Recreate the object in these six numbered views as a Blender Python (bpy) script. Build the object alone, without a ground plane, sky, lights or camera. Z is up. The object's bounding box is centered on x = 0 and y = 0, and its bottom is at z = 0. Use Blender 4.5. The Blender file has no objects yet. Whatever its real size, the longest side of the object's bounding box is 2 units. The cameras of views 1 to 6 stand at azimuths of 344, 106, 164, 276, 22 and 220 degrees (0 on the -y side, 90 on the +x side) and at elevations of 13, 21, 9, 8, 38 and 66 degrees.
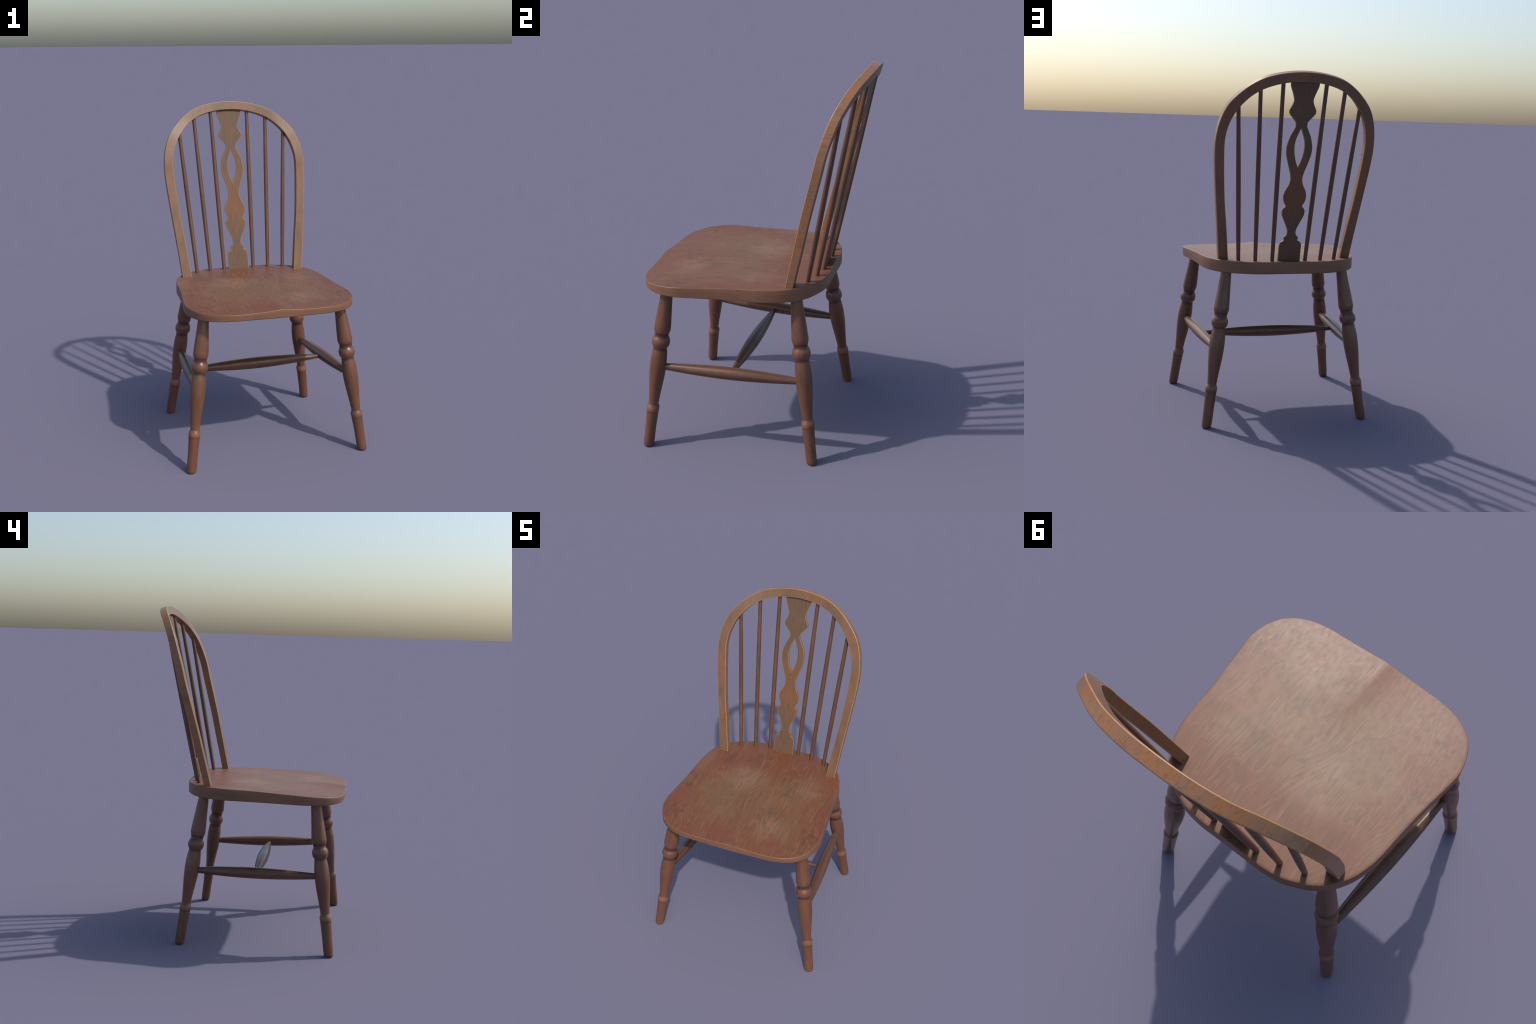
"""A spindle-back wooden kitchen chair: saddled plank seat, bent hoop back with
six thin spindles and a fretted splat, four turned legs and an H of stretchers."""
import bpy, bmesh, math, random
from mathutils import Vector, Matrix

random.seed(7)
TAU = math.tau
GAIN = 0.66           # appearance under the noon-ish sun -> base colour


# ------------------------------------------------------------------ helpers
def lin(r, g, b):
    """sRGB 0-255 -> linear rgba"""
    f = lambda c: c / 12.92 if c <= 0.04045 else ((c + 0.055) / 1.055) ** 2.4
    return (GAIN * f(r / 255), GAIN * f(g / 255), GAIN * f(b / 255), 1.0)


def smooth01(t):
    t = min(1.0, max(0.0, t))
    return t * t * (3 - 2 * t)


def table(x, pts):
    """piecewise linear lookup, pts sorted by first entry"""
    if x <= pts[0][0]:
        return pts[0][1]
    for (a, fa), (b, fb) in zip(pts, pts[1:]):
        if x <= b:
            return fa + (fb - fa) * (x - a) / (b - a)
    return pts[-1][1]


def catmull(pts, n, closed=False):
    """centripetal-ish Catmull-Rom through n-dimensional points, n samples per span"""
    m, out = len(pts), []
    spans = m if closed else m - 1
    for i in range(spans):
        if closed:
            p0, p1, p2, p3 = (pts[(i + k - 1) % m] for k in range(4))
        else:
            p1, p2 = pts[i], pts[i + 1]
            p0 = pts[i - 1] if i else tuple(2 * a - b for a, b in zip(p1, p2))
            p3 = pts[i + 2] if i + 2 < m else tuple(2 * b - a for a, b in zip(p1, p2))
        for k in range(n):
            t = k / n
            out.append(tuple(0.5 * (2 * b + (c - a) * t + (2 * a - 5 * b + 4 * c - d) * t * t
                                    + (3 * b - a - 3 * c + d) * t ** 3)
                             for a, b, c, d in zip(p0, p1, p2, p3)))
    if not closed:
        out.append(tuple(pts[-1]))
    return out


def make_object(name, bm, materials, parent=None, sharp=35):
    bmesh.ops.recalc_face_normals(bm, faces=bm.faces[:])
    me = bpy.data.meshes.new(name)
    bm.to_mesh(me)
    bm.free()
    for m in materials:
        me.materials.append(m)
    for p in me.polygons:
        p.use_smooth = True
    kept = [e.index for e in me.edges if e.use_edge_sharp]
    me.set_sharp_from_angle(angle=math.radians(sharp))
    for i in kept:
        me.edges[i].use_edge_sharp = True
    ob = bpy.data.objects.new(name, me)
    bpy.context.scene.collection.objects.link(ob)
    if parent:
        ob.parent = parent
    return ob


def bevel_edges(bm, edges, width, segments, material):
    bmesh.ops.bevel(bm, geom=edges, offset=width, segments=segments, profile=0.6,
                    affect='EDGES', material=material, clamp_overlap=True)


# ------------------------------------------------------------------ materials
class Nodes:
    def __init__(self, name):
        self.mat = bpy.data.materials.new(name)
        self.mat.use_nodes = True
        self.t = self.mat.node_tree
        self.bsdf = self.t.nodes["Principled BSDF"]
        self.coord = self.t.nodes.new("ShaderNodeTexCoord").outputs["Object"]
        self.info = self.t.nodes.new("ShaderNodeObjectInfo").outputs["Random"]

    def put(self, socket, v):
        if isinstance(v, bpy.types.NodeSocket):
            self.t.links.new(v, socket)
        elif v is not None:
            socket.default_value = v

    def math(self, op, a, b=None, c=None, clamp=False):
        n = self.t.nodes.new("ShaderNodeMath")
        n.operation, n.use_clamp = op, clamp
        for s, v in zip(n.inputs, (a, b, c)):
            self.put(s, v)
        return n.outputs[0]

    def mix(self, f, a, b, mode='MIX'):
        n = self.t.nodes.new("ShaderNodeMix")
        n.data_type, n.blend_type = 'RGBA', mode
        self.put(n.inputs[0], f)
        self.put(n.inputs[6], a)
        self.put(n.inputs[7], b)
        return n.outputs[2]

    def mapping(self, scale, loc=(0, 0, 0), rot=(0, 0, 0), vec=None):
        n = self.t.nodes.new("ShaderNodeMapping")
        self.put(n.inputs["Vector"], vec or self.coord)
        n.inputs["Scale"].default_value = scale
        self.put(n.inputs["Location"], loc)
        n.inputs["Rotation"].default_value = rot
        return n.outputs[0]

    def noise(self, vec, scale=1.0, detail=4, rough=0.55, distort=0.0, colour=False):
        n = self.t.nodes.new("ShaderNodeTexNoise")
        self.put(n.inputs["Vector"], vec)
        n.inputs["Scale"].default_value = scale
        n.inputs["Detail"].default_value = detail
        n.inputs["Roughness"].default_value = rough
        n.inputs["Distortion"].default_value = distort
        return n.outputs["Color" if colour else 0]

    def wave(self, vec, scale, distort, detail=2, dscale=1.0, direction='X'):
        n = self.t.nodes.new("ShaderNodeTexWave")
        n.bands_direction = direction
        self.put(n.inputs["Vector"], vec)
        n.inputs["Scale"].default_value = scale
        n.inputs["Distortion"].default_value = distort
        n.inputs["Detail"].default_value = detail
        n.inputs["Detail Scale"].default_value = dscale
        return n.outputs["Fac"]

    def step(self, v, lo, hi, a=0.0, b=1.0):
        n = self.t.nodes.new("ShaderNodeMapRange")
        n.interpolation_type = 'SMOOTHSTEP'
        self.put(n.inputs[0], v)
        n.inputs[1].default_value, n.inputs[2].default_value = lo, hi
        n.inputs[3].default_value, n.inputs[4].default_value = a, b
        return n.outputs[0]

    def ramp(self, f, stops):
        n = self.t.nodes.new("ShaderNodeValToRGB")
        self.put(n.inputs[0], f)
        e = n.color_ramp.elements
        while len(e) < len(stops):
            e.new(0.5)
        for el, (p, c) in zip(e, stops):
            el.position, el.color = p, c
        return n.outputs[0]

    def vadd(self, a, b):
        n = self.t.nodes.new("ShaderNodeVectorMath")
        n.operation = 'ADD'
        self.put(n.inputs[0], a)
        self.put(n.inputs[1], b)
        return n.outputs[0]

    def vscale(self, a, k):
        n = self.t.nodes.new("ShaderNodeVectorMath")
        n.operation = 'SCALE'
        self.put(n.inputs[0], a)
        n.inputs[3].default_value = k
        return n.outputs[0]

    def split(self, v):
        n = self.t.nodes.new("ShaderNodeSeparateXYZ")
        self.put(n.inputs[0], v)
        return n.outputs

    def blob(self, x, y, cx, cy, rx, ry):
        """soft elliptical spot, 1 in the middle and 0 outside"""
        dx = self.math('MULTIPLY', self.math('SUBTRACT', x, cx), 1 / rx)
        dy = self.math('MULTIPLY', self.math('SUBTRACT', y, cy), 1 / ry)
        d = self.math('SQRT', self.math('ADD', self.math('MULTIPLY', dx, dx), self.math('MULTIPLY', dy, dy)))
        return self.step(d, 0.0, 1.0, 1.0, 0.0)

    def finish(self, colour, rough, bump=None, strength=0.1, spec=0.5, coat=0.0):
        self.put(self.bsdf.inputs["Base Color"], colour)
        self.put(self.bsdf.inputs["Roughness"], rough)
        self.bsdf.inputs["Specular IOR Level"].default_value = spec
        self.bsdf.inputs["Coat Weight"].default_value = coat
        if bump is not None:
            b = self.t.nodes.new("ShaderNodeBump")
            b.inputs["Strength"].default_value = strength
            b.inputs["Distance"].default_value = 0.002
            self.put(b.inputs["Height"], bump)
            self.t.links.new(b.outputs[0], self.bsdf.inputs["Normal"])
        return self.mat

    def randomised(self, span=5.0):
        """object coordinates shifted by a per-object amount, for repeats"""
        c = self.t.nodes.new("ShaderNodeCombineXYZ")
        for i, k in enumerate((1.0, 0.6, 1.7)):
            self.put(c.inputs[i], self.math('MULTIPLY', self.info, span * k))
        return self.vadd(self.coord, c.outputs[0])


RED = lin(134, 79, 51)
BROWN = lin(138, 92, 60)
OLIVE = lin(135, 99, 67)
PALE = lin(172, 140, 114)
ORANGE = lin(160, 100, 60)
DARK = lin(84, 54, 42)
WORN = lin(198, 146, 94)


def seat_top_material():
    k = Nodes("worn_seat_wood")
    x, y, z = k.split(k.coord)
    warp = k.noise(k.mapping((5.0, 2.4, 2.0)), 1.0, 2, 0.4, 0.2, colour=True)
    vec = k.vadd(k.coord, k.vscale(warp, 0.10))
    # figure: long growth-ring streaks that swirl where the warp is strong
    # contour lines of a long smooth bump field: cathedral arches, ovals and straight runs
    field = k.noise(k.mapping((5.5, 1.15, 2.0), vec=vec), 1.0, 1, 0.4)
    saw = k.math('FRACT', k.math('MULTIPLY_ADD', field, 34.0, k.math('MULTIPLY', x, 46.0)))
    rings = k.step(saw, 0.0, 0.85)
    fine = k.noise(k.mapping((210, 6.0, 40), vec=vec), 1.0, 4, 0.55)
    streak = k.noise(k.mapping((48, 3.4, 10), vec=vec), 1.0, 4, 0.6)
    blot = k.noise(k.mapping((7.5, 5.0, 3)), 1.0, 5, 0.62, 0.5)
    mott = k.noise(k.mapping((60, 30, 10)), 1.0, 4, 0.6)
    # polish worn to a duller brown in the two sitting hollows, red lacquer left round them
    sit = k.math('ADD', k.blob(x, y, 0.17, -0.22, 0.36, 0.44), k.blob(x, y, -0.16, -0.18, 0.36, 0.46), clamp=True)
    sit = k.math('MULTIPLY_ADD', k.math('SUBTRACT', blot, 0.5), 2.4, k.math('MULTIPLY', sit, 0.8))
    cloud = k.noise(k.mapping((17, 12, 6), loc=(1.3, 0.2, 0)), 1.0, 5, 0.65, 0.4)
    sit = k.math('MULTIPLY_ADD', k.math('SUBTRACT', cloud, 0.5), 1.7, sit)
    col = k.ramp(k.step(sit, -0.3, 1.2), [(0.0, RED), (0.5, BROWN), (1.0, OLIVE)])
    redder = k.step(k.noise(k.mapping((8, 3.6, 3), loc=(3.1, 1.7, 0)), 1.0, 4, 0.6, 0.3), 0.54, 0.74)
    col = k.mix(k.math('MULTIPLY', redder, 0.5), col, lin(138, 76, 54))
    # bleached spots
    spot = k.math('ADD', k.blob(x, y, -0.12, 0.0, 0.19, 0.17), k.math('MULTIPLY', k.blob(x, y, 0.18, -0.38, 0.19, 0.13), 0.75))
    spot = k.math('ADD', spot, k.math('MULTIPLY', k.blob(x, y, 0.27, 0.04, 0.15, 0.15), 0.6))
    spot = k.math('ADD', spot, k.math('MULTIPLY', k.blob(x, y, -0.42, 0.1, 0.1, 0.2), 0.4))
    spot = k.math('MULTIPLY', spot, k.step(cloud, 0.3, 0.66, 0.35, 1.0), clamp=True)
    col = k.mix(k.math('MULTIPLY', spot, 0.55), col, PALE)
    ringy = k.step(k.noise(k.mapping((6, 4, 3), loc=(0.3, 7.1, 0)), 1.0, 3, 0.55), 0.38, 0.6, 0.3, 1.0)
    col = k.mix(k.math('MULTIPLY', ringy, k.step(rings, 0.45, 1.0, 0.0, 0.24)), col, lin(86, 56, 42))
    col = k.mix(k.math('MULTIPLY', ringy, k.step(rings, 0.0, 0.35, 0.18, 0.0)), col, lin(166, 120, 96))
    col = k.mix(k.step(streak, 0.5, 0.75, 0.0, 0.14), col, lin(98, 62, 44))
    col = k.mix(k.step(fine, 0.54, 0.70, 0.0, 0.45), col, DARK)
    col = k.mix(k.step(fine, 0.28, 0.46, 0.30, 0.0), col, PALE)
    col = k.mix(k.step(mott, 0.54, 0.70, 0.0, 0.22), col, lin(92, 70, 54))
    col = k.mix(k.step(cloud, 0.52, 0.72, 0.0, 0.34), col, lin(96, 66, 50))
    # grime near the front corners
    grime = k.math('ADD', k.blob(x, y, -0.42, -0.42, 0.13, 0.13), k.blob(x, y, 0.43, -0.33, 0.12, 0.2))
    grime = k.math('ADD', grime, k.blob(x, y, -0.44, -0.15, 0.08, 0.16))
    grime = k.math('ADD', grime, k.math('MULTIPLY', k.blob(x, y, 0.36, -0.5, 0.12, 0.07), 0.8), clamp=True)
    grime = k.math('MULTIPLY', grime, k.step(k.noise(k.mapping((40, 24, 10)), 1.0, 5, 0.65), 0.48, 0.62))
    col = k.mix(k.math('MULTIPLY', grime, 0.6), col, DARK)
    rough = k.step(mott, 0.3, 0.7, 0.46, 0.50)
    return k.finish(col, rough, fine, 0.06)


def plank_edge_material():
    k = Nodes("seat_edge_wood")
    warp = k.noise(k.mapping((4, 4, 9)), 1.0, 2, 0.5, 0.2, colour=True)
    vec = k.vadd(k.coord, k.vscale(warp, 0.03))
    rings = k.wave(k.mapping((0.5, 0.4, 3.0), vec=vec), 15.0, 5.0, 2.0, 1.6, 'Z')
    fine = k.noise(k.mapping((7, 7, 150), vec=vec), 1.0, 4, 0.6)
    blot = k.noise(k.mapping((6, 6, 14)), 1.0, 3, 0.55)
    col = k.ramp(blot, [(0.3, lin(138, 96, 70)), (0.55, lin(150, 107, 78)), (0.75, lin(156, 102, 72))])
    col = k.mix(k.step(rings, 0.2, 0.9, 0.0, 0.28), col, lin(100, 66, 48))
    col = k.mix(k.step(fine, 0.52, 0.72, 0.0, 0.3), col, DARK)
    return k.finish(col, 0.5, fine, 0.08)


def bare_edge_material(name="worn_edge_wood", c=WORN):
    k = Nodes(name)
    n = k.noise(k.mapping((30, 30, 30)), 1.0, 3, 0.6)
    col = k.ramp(n, [(0.3, tuple(v * 0.75 for v in c[:3]) + (1,)), (0.7, c)])
    return k.finish(col, 0.42)


def hoop_material():
    k = Nodes("bent_hoop_wood")
    geo = k.t.nodes.new("ShaderNodeNewGeometry")
    ny = k.math('ABSOLUTE', k.split(geo.outputs["Normal"])[1])
    front = k.step(ny, 0.5, 0.75)
    warp = k.noise(k.mapping((9, 5, 7)), 1.0, 2, 0.5, 0.2, colour=True)
    vec = k.vadd(k.coord, k.vscale(warp, 0.02))
    tiger = k.noise(k.mapping((150, 10, 200), vec=vec), 1.0, 3, 0.6)
    wide = k.noise(k.mapping((15, 3, 22), vec=vec), 1.0, 4, 0.6)
    along = k.noise(k.mapping((170, 20, 10), vec=vec), 1.0, 4, 0.6)
    blot = k.noise(k.mapping((9, 7, 8)), 1.0, 3, 0.55)
    side = k.ramp(wide, [(0.28, lin(144, 112, 84)), (0.46, lin(164, 122, 90)), (0.58, lin(180, 119, 74)), (0.72, lin(164, 124, 94))])
    side = k.mix(k.step(tiger, 0.48, 0.68, 0.0, 0.36), side, lin(104, 74, 52))
    side = k.mix(k.step(tiger, 0.28, 0.46, 0.25, 0.0), side, lin(166, 120, 84))
    face = k.ramp(blot, [(0.3, lin(126, 95, 71)), (0.5, lin(138, 101, 73)), (0.7, lin(149, 99, 67))])
    face = k.mix(k.step(along, 0.48, 0.70, 0.0, 0.45), face, lin(104, 76, 56))
    face = k.mix(k.step(along, 0.28, 0.46, 0.3, 0.0), face, lin(172, 134, 102))
    col = k.mix(front, side, face)
    dirt = k.noise(k.mapping((24, 20, 18), loc=(2.2, 0.4, 0.9)), 1.0, 5, 0.65)
    col = k.mix(k.step(dirt, 0.52, 0.68, 0.0, 0.22), col, lin(100, 76, 58))
    return k.finish(col, 0.40, k.math('ADD', tiger, along), 0.04)


def splat_material():
    k = Nodes("splat_wood")
    x, y, z = k.split(k.coord)
    warp = k.noise(k.mapping((9, 5, 4)), 1.0, 2, 0.5, 0.2, colour=True)
    vec = k.vadd(k.coord, k.vscale(warp, 0.02))
    along = k.noise(k.mapping((170, 30, 9), vec=vec), 1.0, 4, 0.6)
    figure = k.wave(k.mapping((1.0, 1.0, 0.12), vec=vec), 30.0, 6.0, 2.0, 2.0)
    blot = k.noise(k.mapping((12, 8, 8)), 1.0, 3, 0.55)
    mid = k.math('MULTIPLY', k.step(z, 1.12, 1.3), k.step(z, 1.5, 1.75, 1.0, 0.0))
    warm = k.math('MULTIPLY_ADD', k.math('SUBTRACT', blot, 0.5), 1.8, k.math('MULTIPLY', mid, 0.75))
    col = k.ramp(k.step(warm, -0.1, 0.9), [(0.0, lin(120, 92, 71)), (0.5, lin(128, 96, 71)), (1.0, lin(140, 96, 67))])
    col = k.mix(k.step(figure, 0.2, 0.9, 0.0, 0.2), col, lin(92, 72, 56))
    col = k.mix(k.step(along, 0.48, 0.70, 0.0, 0.45), col, lin(84, 66, 52))
    return k.finish(col, 0.55, along, 0.06, spec=0.35)


def turned_material(name, base, alt, groove_bands=False, rough=(0.34, 0.46), scuff=0.0):
    """turned part; its local z runs along the grain"""
    k = Nodes(name)
    x, y, z = k.split(k.coord)
    vec0 = k.randomised()
    along = k.noise(k.mapping((85, 85, 4.0), vec=vec0), 1.0, 4, 0.6)
    blot = k.noise(k.mapping((11, 11, 5), vec=vec0), 1.0, 3, 0.55)
    col = k.ramp(blot, [(0.32, base), (0.68, alt)])
    col = k.mix(k.step(along, 0.5, 0.72, 0.0, 0.36), col, DARK)
    col = k.mix(k.step(along, 0.28, 0.46, 0.2, 0.0), col, lin(158, 108, 82))
    wear = k.noise(k.mapping((26, 26, 12), vec=vec0), 1.0, 5, 0.65)
    col = k.mix(k.step(wear, 0.52, 0.70, 0.0, 0.40), col, lin(92, 56, 42))
    col = k.mix(k.step(wear, 0.30, 0.46, 0.22, 0.0), col, lin(156, 112, 80))
    fleck = k.noise(k.mapping((130, 130, 40), vec=vec0), 1.0, 2, 0.5)
    patchy = k.step(k.noise(k.mapping((12, 12, 7), vec=vec0), 1.0, 2, 0.5), 0.45, 0.65)
    col = k.mix(k.math('MULTIPLY', k.step(fleck, 0.7, 0.76), k.math('MULTIPLY', patchy, 0.75)), col, lin(60, 38, 30))
    if groove_bands:
        band = lambda c, w: k.step(k.math('ABSOLUTE', k.math('SUBTRACT', z, c)), w * 0.5, w, 1.0, 0.0)
        # red varnish caught in the turned grooves, rubbed off on the foot ring
        stain = k.math('ADD', k.math('MULTIPLY', k.step(z, 0.624, 0.634), k.step(z, 0.657, 0.660, 1.0, 0.0)), band(0.566, 0.010), clamp=True)
        col = k.mix(k.math('MULTIPLY', stain, 0.8), col, lin(84, 46, 40))
        rub = k.math('MULTIPLY', band(0.222, 0.016), k.step(blot, 0.3, 0.6, 0.4, 1.0))
        col = k.mix(k.math('MULTIPLY', rub, 0.6), col, lin(166, 116, 84))
        line = band(0.202, 0.005)
        col = k.mix(k.math('MULTIPLY', line, 0.5), col, lin(96, 56, 42))
    if scuff:
        sc = k.noise(k.mapping((30, 30, 9), vec=vec0), 1.0, 5, 0.65)
        col = k.mix(k.step(sc, 0.55, 0.66, 0.0, scuff), col, lin(84, 56, 34))
    r = k.step(blot, 0.3, 0.7, *rough)
    return k.finish(col, r, along, 0.05)


MAT_SEAT = seat_top_material()
MAT_PLANK = plank_edge_material()
MAT_EDGE = bare_edge_material()
MAT_RIM = bare_edge_material("worn_seat_rim", lin(146, 102, 74))
MAT_HOOP = hoop_material()
MAT_SPLAT = splat_material()
MAT_LEG = turned_material("turned_leg_wood", lin(119, 84, 61), lin(132, 81, 58), True, rough=(0.27, 0.36))
MAT_STRETCHER = turned_material("turned_stretcher_wood", lin(108, 76, 56), lin(122, 80, 57), scuff=0.5, rough=(0.28, 0.42))
MAT_SPINDLE = turned_material("spindle_wood", lin(106, 78, 58), lin(122, 76, 54))

# ------------------------------------------------------------------ the chair
chair = bpy.data.objects.new("wooden_chair", None)
bpy.context.scene.collection.objects.link(chair)
chair["label"] = "worn brown spindle-back wooden chair with hoop back"
chair["category"] = "chair"

# the original's parts are a few millimetres off one common centre line
SEAT_X, LEG_X, RAIL_X, BACK_X = -0.0008, -0.0006, -0.0004, 0.0018


# ---- seat: saddled plank -------------------------------------------------
HALF = [(0, .376), (.075, .3765), (.15, .376), (.225, .365), (.29, .339), (.333, .316), (.376, .280), (.408, .236),
        (.436, .176), (.455, .09), (.462, -.02), (.469, -.115), (.479, -.2), (.490, -.285), (.4955, -.355),
        (.484, -.42), (.457, -.48), (.425, -.517), (.385, -.545), (.335, -.5645), (.27, -.5765), (.2, -.580),
        (.1, -.5825), (0, -.5845)]
OUTLINE = catmull(HALF + [(-x, y) for x, y in HALF[-2:0:-1]], 5, closed=True)
SEAT_BOTTOM = 0.877
SIDE_Z = [(-.59, .9145), (-.54, .9175), (-.48, .923), (-.41, .9275), (-.33, .932), (-.2, .9365), (-.05, .9425), (.1, .9455), (.38, .9465)]
DISH = 0.0015


def seat_z(x, y, s):
    """height of the seat's upper face; s is 0 at the middle and 1 at the rim"""
    z = table(y, SIDE_Z)
    hollow = smooth01((1 - s) / 0.62) * smooth01((0.33 - y) / 0.38)
    z -= DISH * hollow
    # pommel: a soft ridge between the thighs that runs back from the front edge
    run = smooth01((-0.16 - y) / 0.40)
    ax = math.sqrt(x * x + 0.00002)
    z += 0.0085 * run * max(0.0, 1 - ax / 0.21) ** 1.2
    z += 0.0052 * smooth01((-0.24 - y) / 0.28) * max(0.0, 1 - ax / 0.085) ** 1.3
    return z


def build_seat():
    bm = bmesh.new()
    cy = -0.09
    rings_top = [0.06 * k for k in range(1, 15)] + [0.88, 0.92, 0.955, 0.98]
    n = len(OUTLINE)
    normals = []
    for i in range(n):
        a, b = Vector(OUTLINE[i - 1]), Vector(OUTLINE[(i + 1) % n])
        t = (b - a).normalized()
        nr = Vector((t.y, -t.x))
        if nr.dot(Vector(OUTLINE[i]) - Vector((0, cy))) < 0:
            nr = -nr
        normals.append(nr)
    R = 0.003
    prev, faces = None, []
    centre = bm.verts.new((SEAT_X, cy, seat_z(0, cy, 0)))

    def ring(points):
        return [bm.verts.new(p) for p in points]

    def join(a, b, mat):
        for i in range(n):
            f = bm.faces.new((a[i], a[(i + 1) % n], b[(i + 1) % n], b[i]))
            f.material_index = mat

    for s in rings_top + [1.0]:
        pts = []
        for (ox, oy), nr in zip(OUTLINE, normals):
            ex, ey = ox - nr.x * R, oy - nr.y * R
            x, y = ex * s, cy + (ey - cy) * s
            pts.append((x + SEAT_X, y, seat_z(x, y, s)))
        cur = ring(pts)
        if prev is None:
            for i in range(n):
                bm.faces.new((centre, cur[i], cur[(i + 1) % n]))
        else:
            join(prev, cur, 0)
        prev = cur
    top = [v.co.z for v in prev]
    # rounded upper arris, then the side wall, a little undercut in front
    for a in (30, 60, 90):
        a = math.radians(a)
        cur = ring([(ox - nr.x * R * (1 - math.sin(a)) + SEAT_X, oy - nr.y * R * (1 - math.sin(a)), z - R * (1 - math.cos(a)))
                    for (ox, oy), nr, z in zip(OUTLINE, normals, top)])
        join(prev, cur, 2)
        prev = cur
    for q in (0.5, 1.0):
        cur = []
        for (ox, oy), nr, z in zip(OUTLINE, normals, top):
            inset = 0.002 * q * smooth01((-oy - 0.3) / 0.25)
            zz = (z - R) * (1 - q) + (SEAT_BOTTOM + 0.004) * q
            cur.append(bm.verts.new((ox - nr.x * inset + SEAT_X, oy - nr.y * inset, zz)))
        join(prev, cur, 1)
        prev = cur
    for inset, zz in ((0.004, SEAT_BOTTOM), (0.05, SEAT_BOTTOM)):
        cur = ring([(v.co.x - nr.x * inset, v.co.y - nr.y * inset, zz) for v, nr in zip(prev, normals)])
        join(prev, cur, 1)
        prev = cur
    f = bm.faces.new(prev)
    f.material_index = 1
    return make_object("seat", bm, [MAT_SEAT, MAT_PLANK, MAT_RIM], chair, 40)


seat = build_seat()

# ---- backrest hoop -------------------------------------------------------
# outer x,z - inner x,z - y of the front face
HOOP = [(.389, .925, .331, .925, .1995), (.391, .946, .334, .946, .2045), (.410, 1.14, .3565, 1.14, .250), (.428, 1.30, .377, 1.295, .288),
        (.444, 1.45, .391, 1.44, .327), (.4535, 1.565, .3995, 1.56, .357), (.4525, 1.645, .4000, 1.64, .376),
        (.438, 1.73, .3865, 1.712, .402), (.406, 1.81, .3575, 1.778, .430), (.357, 1.87, .316, 1.834, .458),
        (.291, 1.9255, .262, 1.882, .489), (.213, 1.967, .192, 1.9175, .5195), (.11, 1.9915, .101, 1.941, .538), (0, 2.0, 0, 1.949, .543)]


def build_hoop():
    ctrl = [tuple(p) for p in HOOP] + [(-a, b, -c, d, e) for a, b, c, d, e in HOOP[-2::-1]]
    path = catmull(ctrl, 8)
    bm = bmesh.new()
    rows, r = [], 0.0034                      # r: radius of the rubbed corners
    for xo, zo, xi, zi, y in path:
        lean = 0.27 * (zo - zi)
        depth, drop = 0.0415, 0.0112 * smooth01((zo - 0.95) / 0.3)     # square section, tipped back with the hoop
        fo, fi = Vector((xo, y, zo)), Vector((xi, y - lean, zi))
        back = Vector((0, depth, -drop))
        across, deep = (fi - fo).normalized(), back.normalized()
        ring = []
        for c, u, v in ((fo, deep, across), (fi, -across, deep), (fi + back, -deep, -across), (fo + back, across, -deep)):
            # quarter turn from the previous face (direction u) to the next one (direction v)
            mid = c + (u + v) * r
            for a in (0, 30, 60, 90):
                a = math.radians(a)
                ring.append(bm.verts.new(mid - v * r * math.cos(a) - u * r * math.sin(a)))
        rows.append(ring)
    n = len(rows[0])
    for p, q in zip(rows, rows[1:]):
        for i in range(n):
            f = bm.faces.new((p[i], p[(i + 1) % n], q[(i + 1) % n], q[i]))
            f.material_index = 0 if i % 4 == 3 else 1
            for e in f.edges:
                if i % 4 == 3 and e.verts[0] in p and e.verts[1] in q or i % 4 == 3 and e.verts[1] in p and e.verts[0] in q:
                    e.smooth = False
    bm.faces.new(rows[0])
    bm.faces.new(rows[-1][::-1])
    return make_object("backrest", bm, [MAT_HOOP, MAT_EDGE], chair, 50)


backrest = build_hoop()


# ---- turned parts --------------------------------------------------------
def lathe(profile, sides, z0_cut=None, creases=()):
    """profile: (z, r) from bottom to top around local z"""
    bm = bmesh.new()
    rows = []
    for z, r in profile:
        rows.append([bm.verts.new((r * math.cos(TAU * (i + 0.5) / sides), r * math.sin(TAU * (i + 0.5) / sides), z)) for i in range(sides)])
    if z0_cut:
        for v in rows[0]:
            v.co.z = v.co.x * z0_cut
        for row in rows[1:4]:
            for v in row:
                v.co.z += v.co.x * z0_cut * (1 - v.co.z / .036)
    for a, b in zip(rows, rows[1:]):
        for i in range(sides):
            bm.faces.new((a[i], a[(i + 1) % sides], b[(i + 1) % sides], b[i]))
    bm.faces.new(rows[0][::-1])
    bm.faces.new(rows[-1])
    for (z, r), row in zip(profile, rows):
        if any(abs(z - c) < 1e-4 for c in creases):
            for i in range(sides):
                bm.edges.get((row[i], row[(i + 1) % sides])).smooth = False
    return bm


def place_between(ob, a, b):
    """put a turned part's local z axis on the segment a-b, origin at a"""
    d = Vector(b) - Vector(a)
    ob.location = a
    ob.rotation_euler = d.to_track_quat('Z', 'Y').to_euler()


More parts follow.
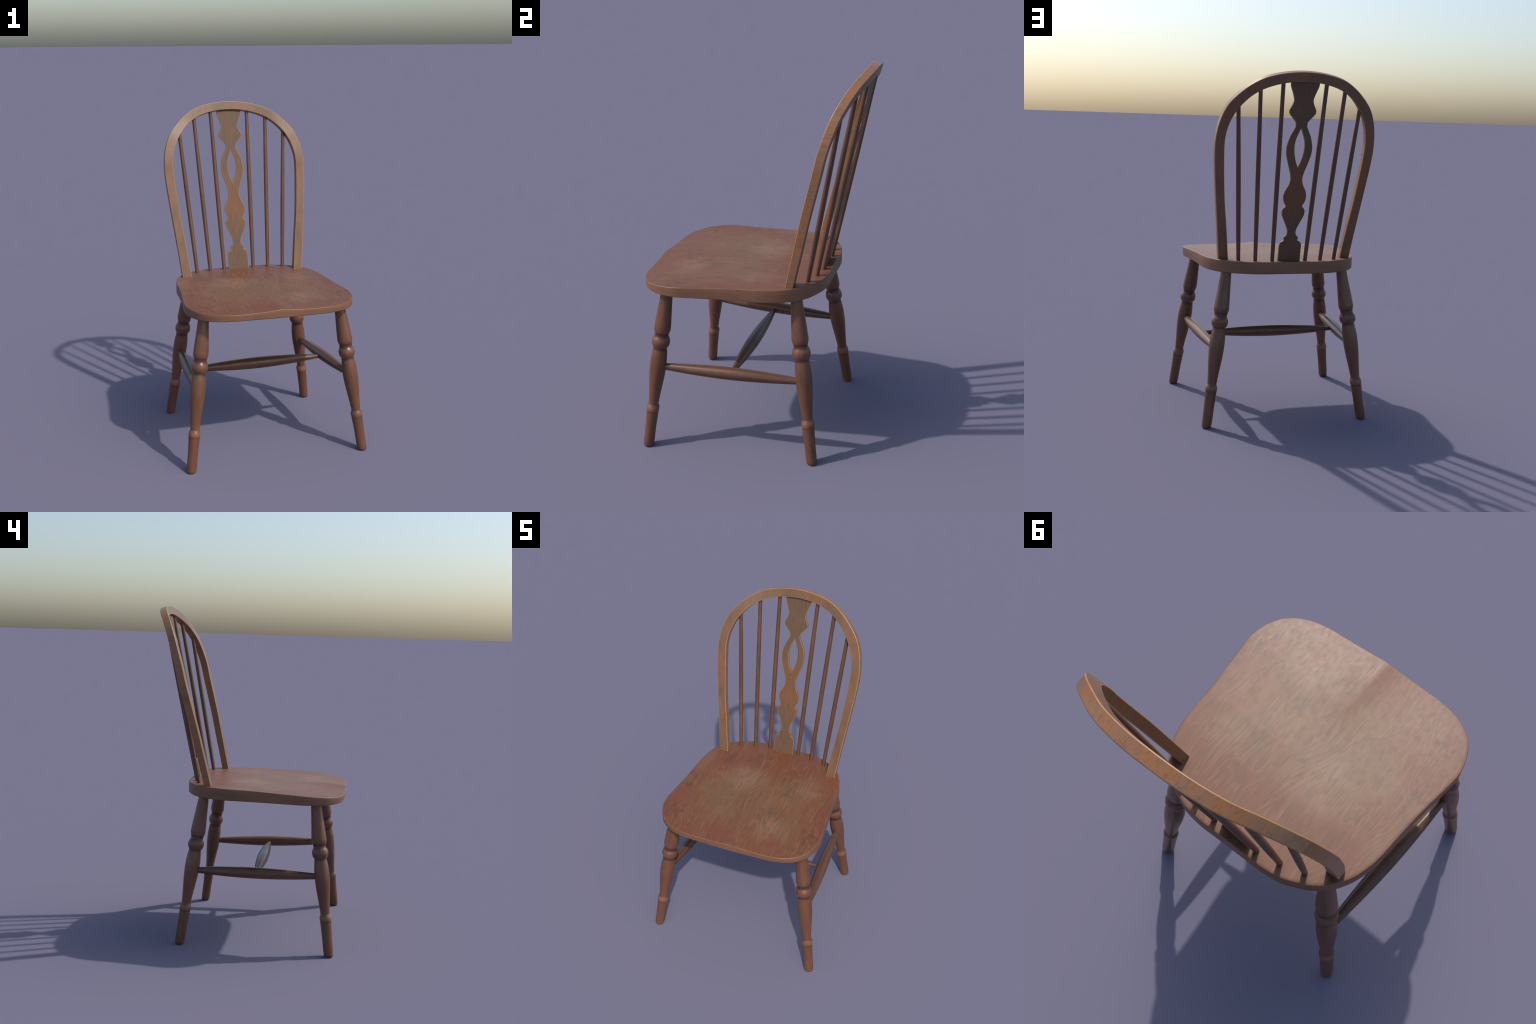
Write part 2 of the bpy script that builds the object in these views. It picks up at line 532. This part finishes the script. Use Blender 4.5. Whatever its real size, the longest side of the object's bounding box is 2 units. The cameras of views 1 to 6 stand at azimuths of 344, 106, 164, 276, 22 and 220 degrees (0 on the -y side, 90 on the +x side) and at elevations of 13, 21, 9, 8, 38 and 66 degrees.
LEG = [(0.0, .0200), (.006, .0242), (.016, .0272), (.035, .0284), (.115, .0287), (.190, .0313), (.1975, .0316), (.2005, .0318), (.205, .0326),
       (.214, .0333), (.222, .0335), (.228, .0325), (.234, .0300), (.239, .0272), (.243, .0262), (.250, .0263), (.275, .0282), (.310, .0312), (.345, .0350), (.385, .0390), (.425, .0419),
       (.460, .0429), (.495, .0425), (.525, .0398), (.548, .0368), (.559, .0355), (.563, .0362), (.568, .0390), (.575, .0432), (.583, .0460), (.592, .0470),
       (.602, .0462), (.611, .0438), (.619, .0400), (.624, .0368), (.631, .0355), (.640, .0366), (.649, .0394), (.653, .0404), (.664, .0430), (.670, .0430),
       (.72, .0402), (.79, .0350), (.86, .0305), (.905, .0283)]


def build_legs():
    k = 1.0155                               # length along the tilted axis per metre of height
    tilt = 0.184
    bm = lathe([(z * k, r * 1.03 + (0.0025 if z < .01 else 0)) for z, r in LEG], 12, z0_cut=math.tan(tilt), creases=(.653 * k, .559 * k, .243 * k))
    first = make_object("leg", bm, [MAT_LEG], chair, 70)
    feet = [((-.5190 + LEG_X, -.5285), (.1305, .1258)), ((.5190 + LEG_X, -.5285), (-.1320, .1260)),
            ((-.4640 + LEG_X, .3645), (.1362, -.128)), ((.4640 + LEG_X, .3645), (-.1362, -.128))]
    for i, ((x, y), (dx, dy)) in enumerate(feet):
        ob = first if i == 0 else first.copy()
        if i:
            bpy.context.scene.collection.objects.link(ob)
        axis = Vector((dx, dy, 1)).normalized()
        lean = Vector((dx, dy, 0)).normalized()
        # local x points the way the leg leans, so the oblique foot cut lies flat on the floor
        yax = axis.cross(lean).normalized()
        xax = yax.cross(axis).normalized()
        ob.matrix_world = Matrix((( xax.x, yax.x, axis.x, x), (xax.y, yax.y, axis.y, y), (xax.z, yax.z, axis.z, 0), (0, 0, 0, 1)))


build_legs()


def cigar(length, r_mid, r_end, peak=0.5, rows=28):
    out = []
    for i in range(rows + 1):
        t = i / rows
        u = (t - peak) / (peak if t < peak else 1 - peak)
        out.append((t * length, r_end + (r_mid - r_end) * (1 - abs(u) ** 1.85)))
    return out


def build_stretchers():
    runs = [((-.4560, -.4695, .4555), (-.4030, .3085, .4400), .0318, .0135), ((.4580, -.4695, .4555), (.4050, .3085, .4400), .0318, .0135),
            ((-.402, -.078, .4430), (.404, -.078, .4430), .0330, .0105)]
    for a, b, rm, re in runs:
        L = (Vector(b) - Vector(a)).length
        ob = make_object("stretcher", lathe(cigar(L, rm * 1.06, re * 1.08), 8), [MAT_STRETCHER], chair, 70)
        place_between(ob, Vector(a) + Vector((RAIL_X, 0, .001)), Vector(b) + Vector((RAIL_X, 0, .001)))


build_stretchers()


def build_spindles():
    ends = [((.2825, .2965), (.3410, .4635, 1.806)), ((.191, .3225), (.2350, .5160, 1.897)), ((.0965, .3375), (.1200, .5455, 1.931))]
    for sx in (-1, 1):
        for (bx, by), (tx, ty, tz) in ends:
            top, foot = Vector((sx * tx + BACK_X, ty, tz)), Vector((sx * bx + BACK_X + 0.0015, by, .946))
            d = (top - foot).normalized()
            a, b = foot - d * 0.012, top + d * 0.016
            L = (b - a).length
            prof = [(t * L, .0111 + .0023 * math.sin(math.pi * min(1, t * 1.15)) ** 0.8 + .0006 * t) for t in [i / 24 for i in range(25)]]
            ob = make_object("spindle", lathe(prof, 8), [MAT_SPINDLE], backrest, 70)
            place_between(ob, a, b)


build_spindles()

# ---- fretted splat -------------------------------------------------------
# half width against height, one list per smooth stretch (they meet at the cusps)
SPLAT = [[(.935, .0655), (1.031, .0652), (1.0432, .0640), (1.053, .0605), (1.060, .0540), (1.0665, .0430)],
         [(1.0665, .0430), (1.071, .0400), (1.077, .0415), (1.083, .0425), (1.090, .0395), (1.096, .0320), (1.104, .0268), (1.1178, .0252), (1.1351, .0281),
          (1.1695, .0434), (1.2077, .0612), (1.222, .0650), (1.2335, .0660), (1.2445, .0640), (1.2555, .0570), (1.2640, .0482)],
         [(1.2640, .0482), (1.272, .0500), (1.2813, .0560), (1.298, .0630), (1.316, .0658), (1.334, .0645), (1.3567, .0571), (1.378, .0455), (1.391, .0395), (1.408, .0355),
          (1.4253, .0345), (1.452, .0395), (1.4893, .0517), (1.5389, .0669), (1.5713, .0726), (1.6055, .0712), (1.6531, .0576), (1.6989, .0355),
          (1.7141, .0328), (1.725, .0340), (1.7341, .0385), (1.7637, .0653), (1.776, .0735), (1.788, .0748), (1.7979, .0719), (1.815, .0635), (1.8312, .0562),
          (1.842, .0545), (1.8531, .0550), (1.8816, .0643), (1.9139, .0772), (1.9348, .0797), (1.962, .0798)]]
SLOT = [(1.4854, 0.0), (1.490, .0022), (1.5160, .0131), (1.558, .0240), (1.5865, .0272), (1.609, .0272), (1.638, .0220), (1.6722, .0096), (1.691, .0018), (1.6951, 0.0)]


def build_splat():
    rows = []
    for part in SPLAT:
        rows += [p for p in catmull(part, 5) if not rows or p[0] > rows[-1][0] + 1e-5]
    thick = 0.012
    yf = lambda z: .3250 + .2200 * (z - .949) + (0.004 if z > 1.94 else 0)
    bm = bmesh.new()
    slot = catmull(SLOT, 6)
    lo, hi = SLOT[0][0], SLOT[-1][0]
    zs = sorted(set([z for z, w in rows] + [lo, hi] + [z for z, w in slot]))
    keep = [zs[0]]
    for z in zs[1:]:
        if z - keep[-1] > 0.0009 or z in (lo, hi):
            keep.append(z)
    verts = {}

    def V(x, z):
        key = (round(x, 6), round(z, 6))
        if key not in verts:
            verts[key] = bm.verts.new((x + BACK_X, yf(z), z))
        return verts[key]

    for z0, z1 in zip(keep, keep[1:]):
        w0, w1 = table(z0, rows), table(z1, rows)
        h0 = max(table(z0, slot), .0012) if lo < z0 < hi else 0.0
        h1 = max(table(z1, slot), .0012) if lo < z1 < hi else 0.0
        for s in (-1, 1):
            loop = [V(s * h0, z0), V(s * w0, z0), V(s * w1, z1), V(s * h1, z1)]
            bm.faces.new(loop)
    front = bm.faces[:]
    rim = [e for e in bm.edges if len(e.link_faces) == 1]
    res = bmesh.ops.extrude_face_region(bm, geom=front, use_keep_orig=True)
    back = [g for g in res["geom"] if isinstance(g, bmesh.types.BMVert)]
    bmesh.ops.translate(bm, verts=back, vec=(0, thick, 0))
    bmesh.ops.recalc_face_normals(bm, faces=bm.faces[:])
    arris = [e for e in bm.edges if len(e.link_faces) == 2 and abs(e.link_faces[0].normal.y - e.link_faces[1].normal.y) > 0.5]
    bevel_edges(bm, arris, 0.0024, 2, 1)
    for e in bm.edges:
        if len(e.link_faces) == 2 and e.link_faces[0].material_index != e.link_faces[1].material_index:
            e.smooth = False
    return make_object("splat", bm, [MAT_SPLAT, MAT_EDGE], backrest, 35)


build_splat()
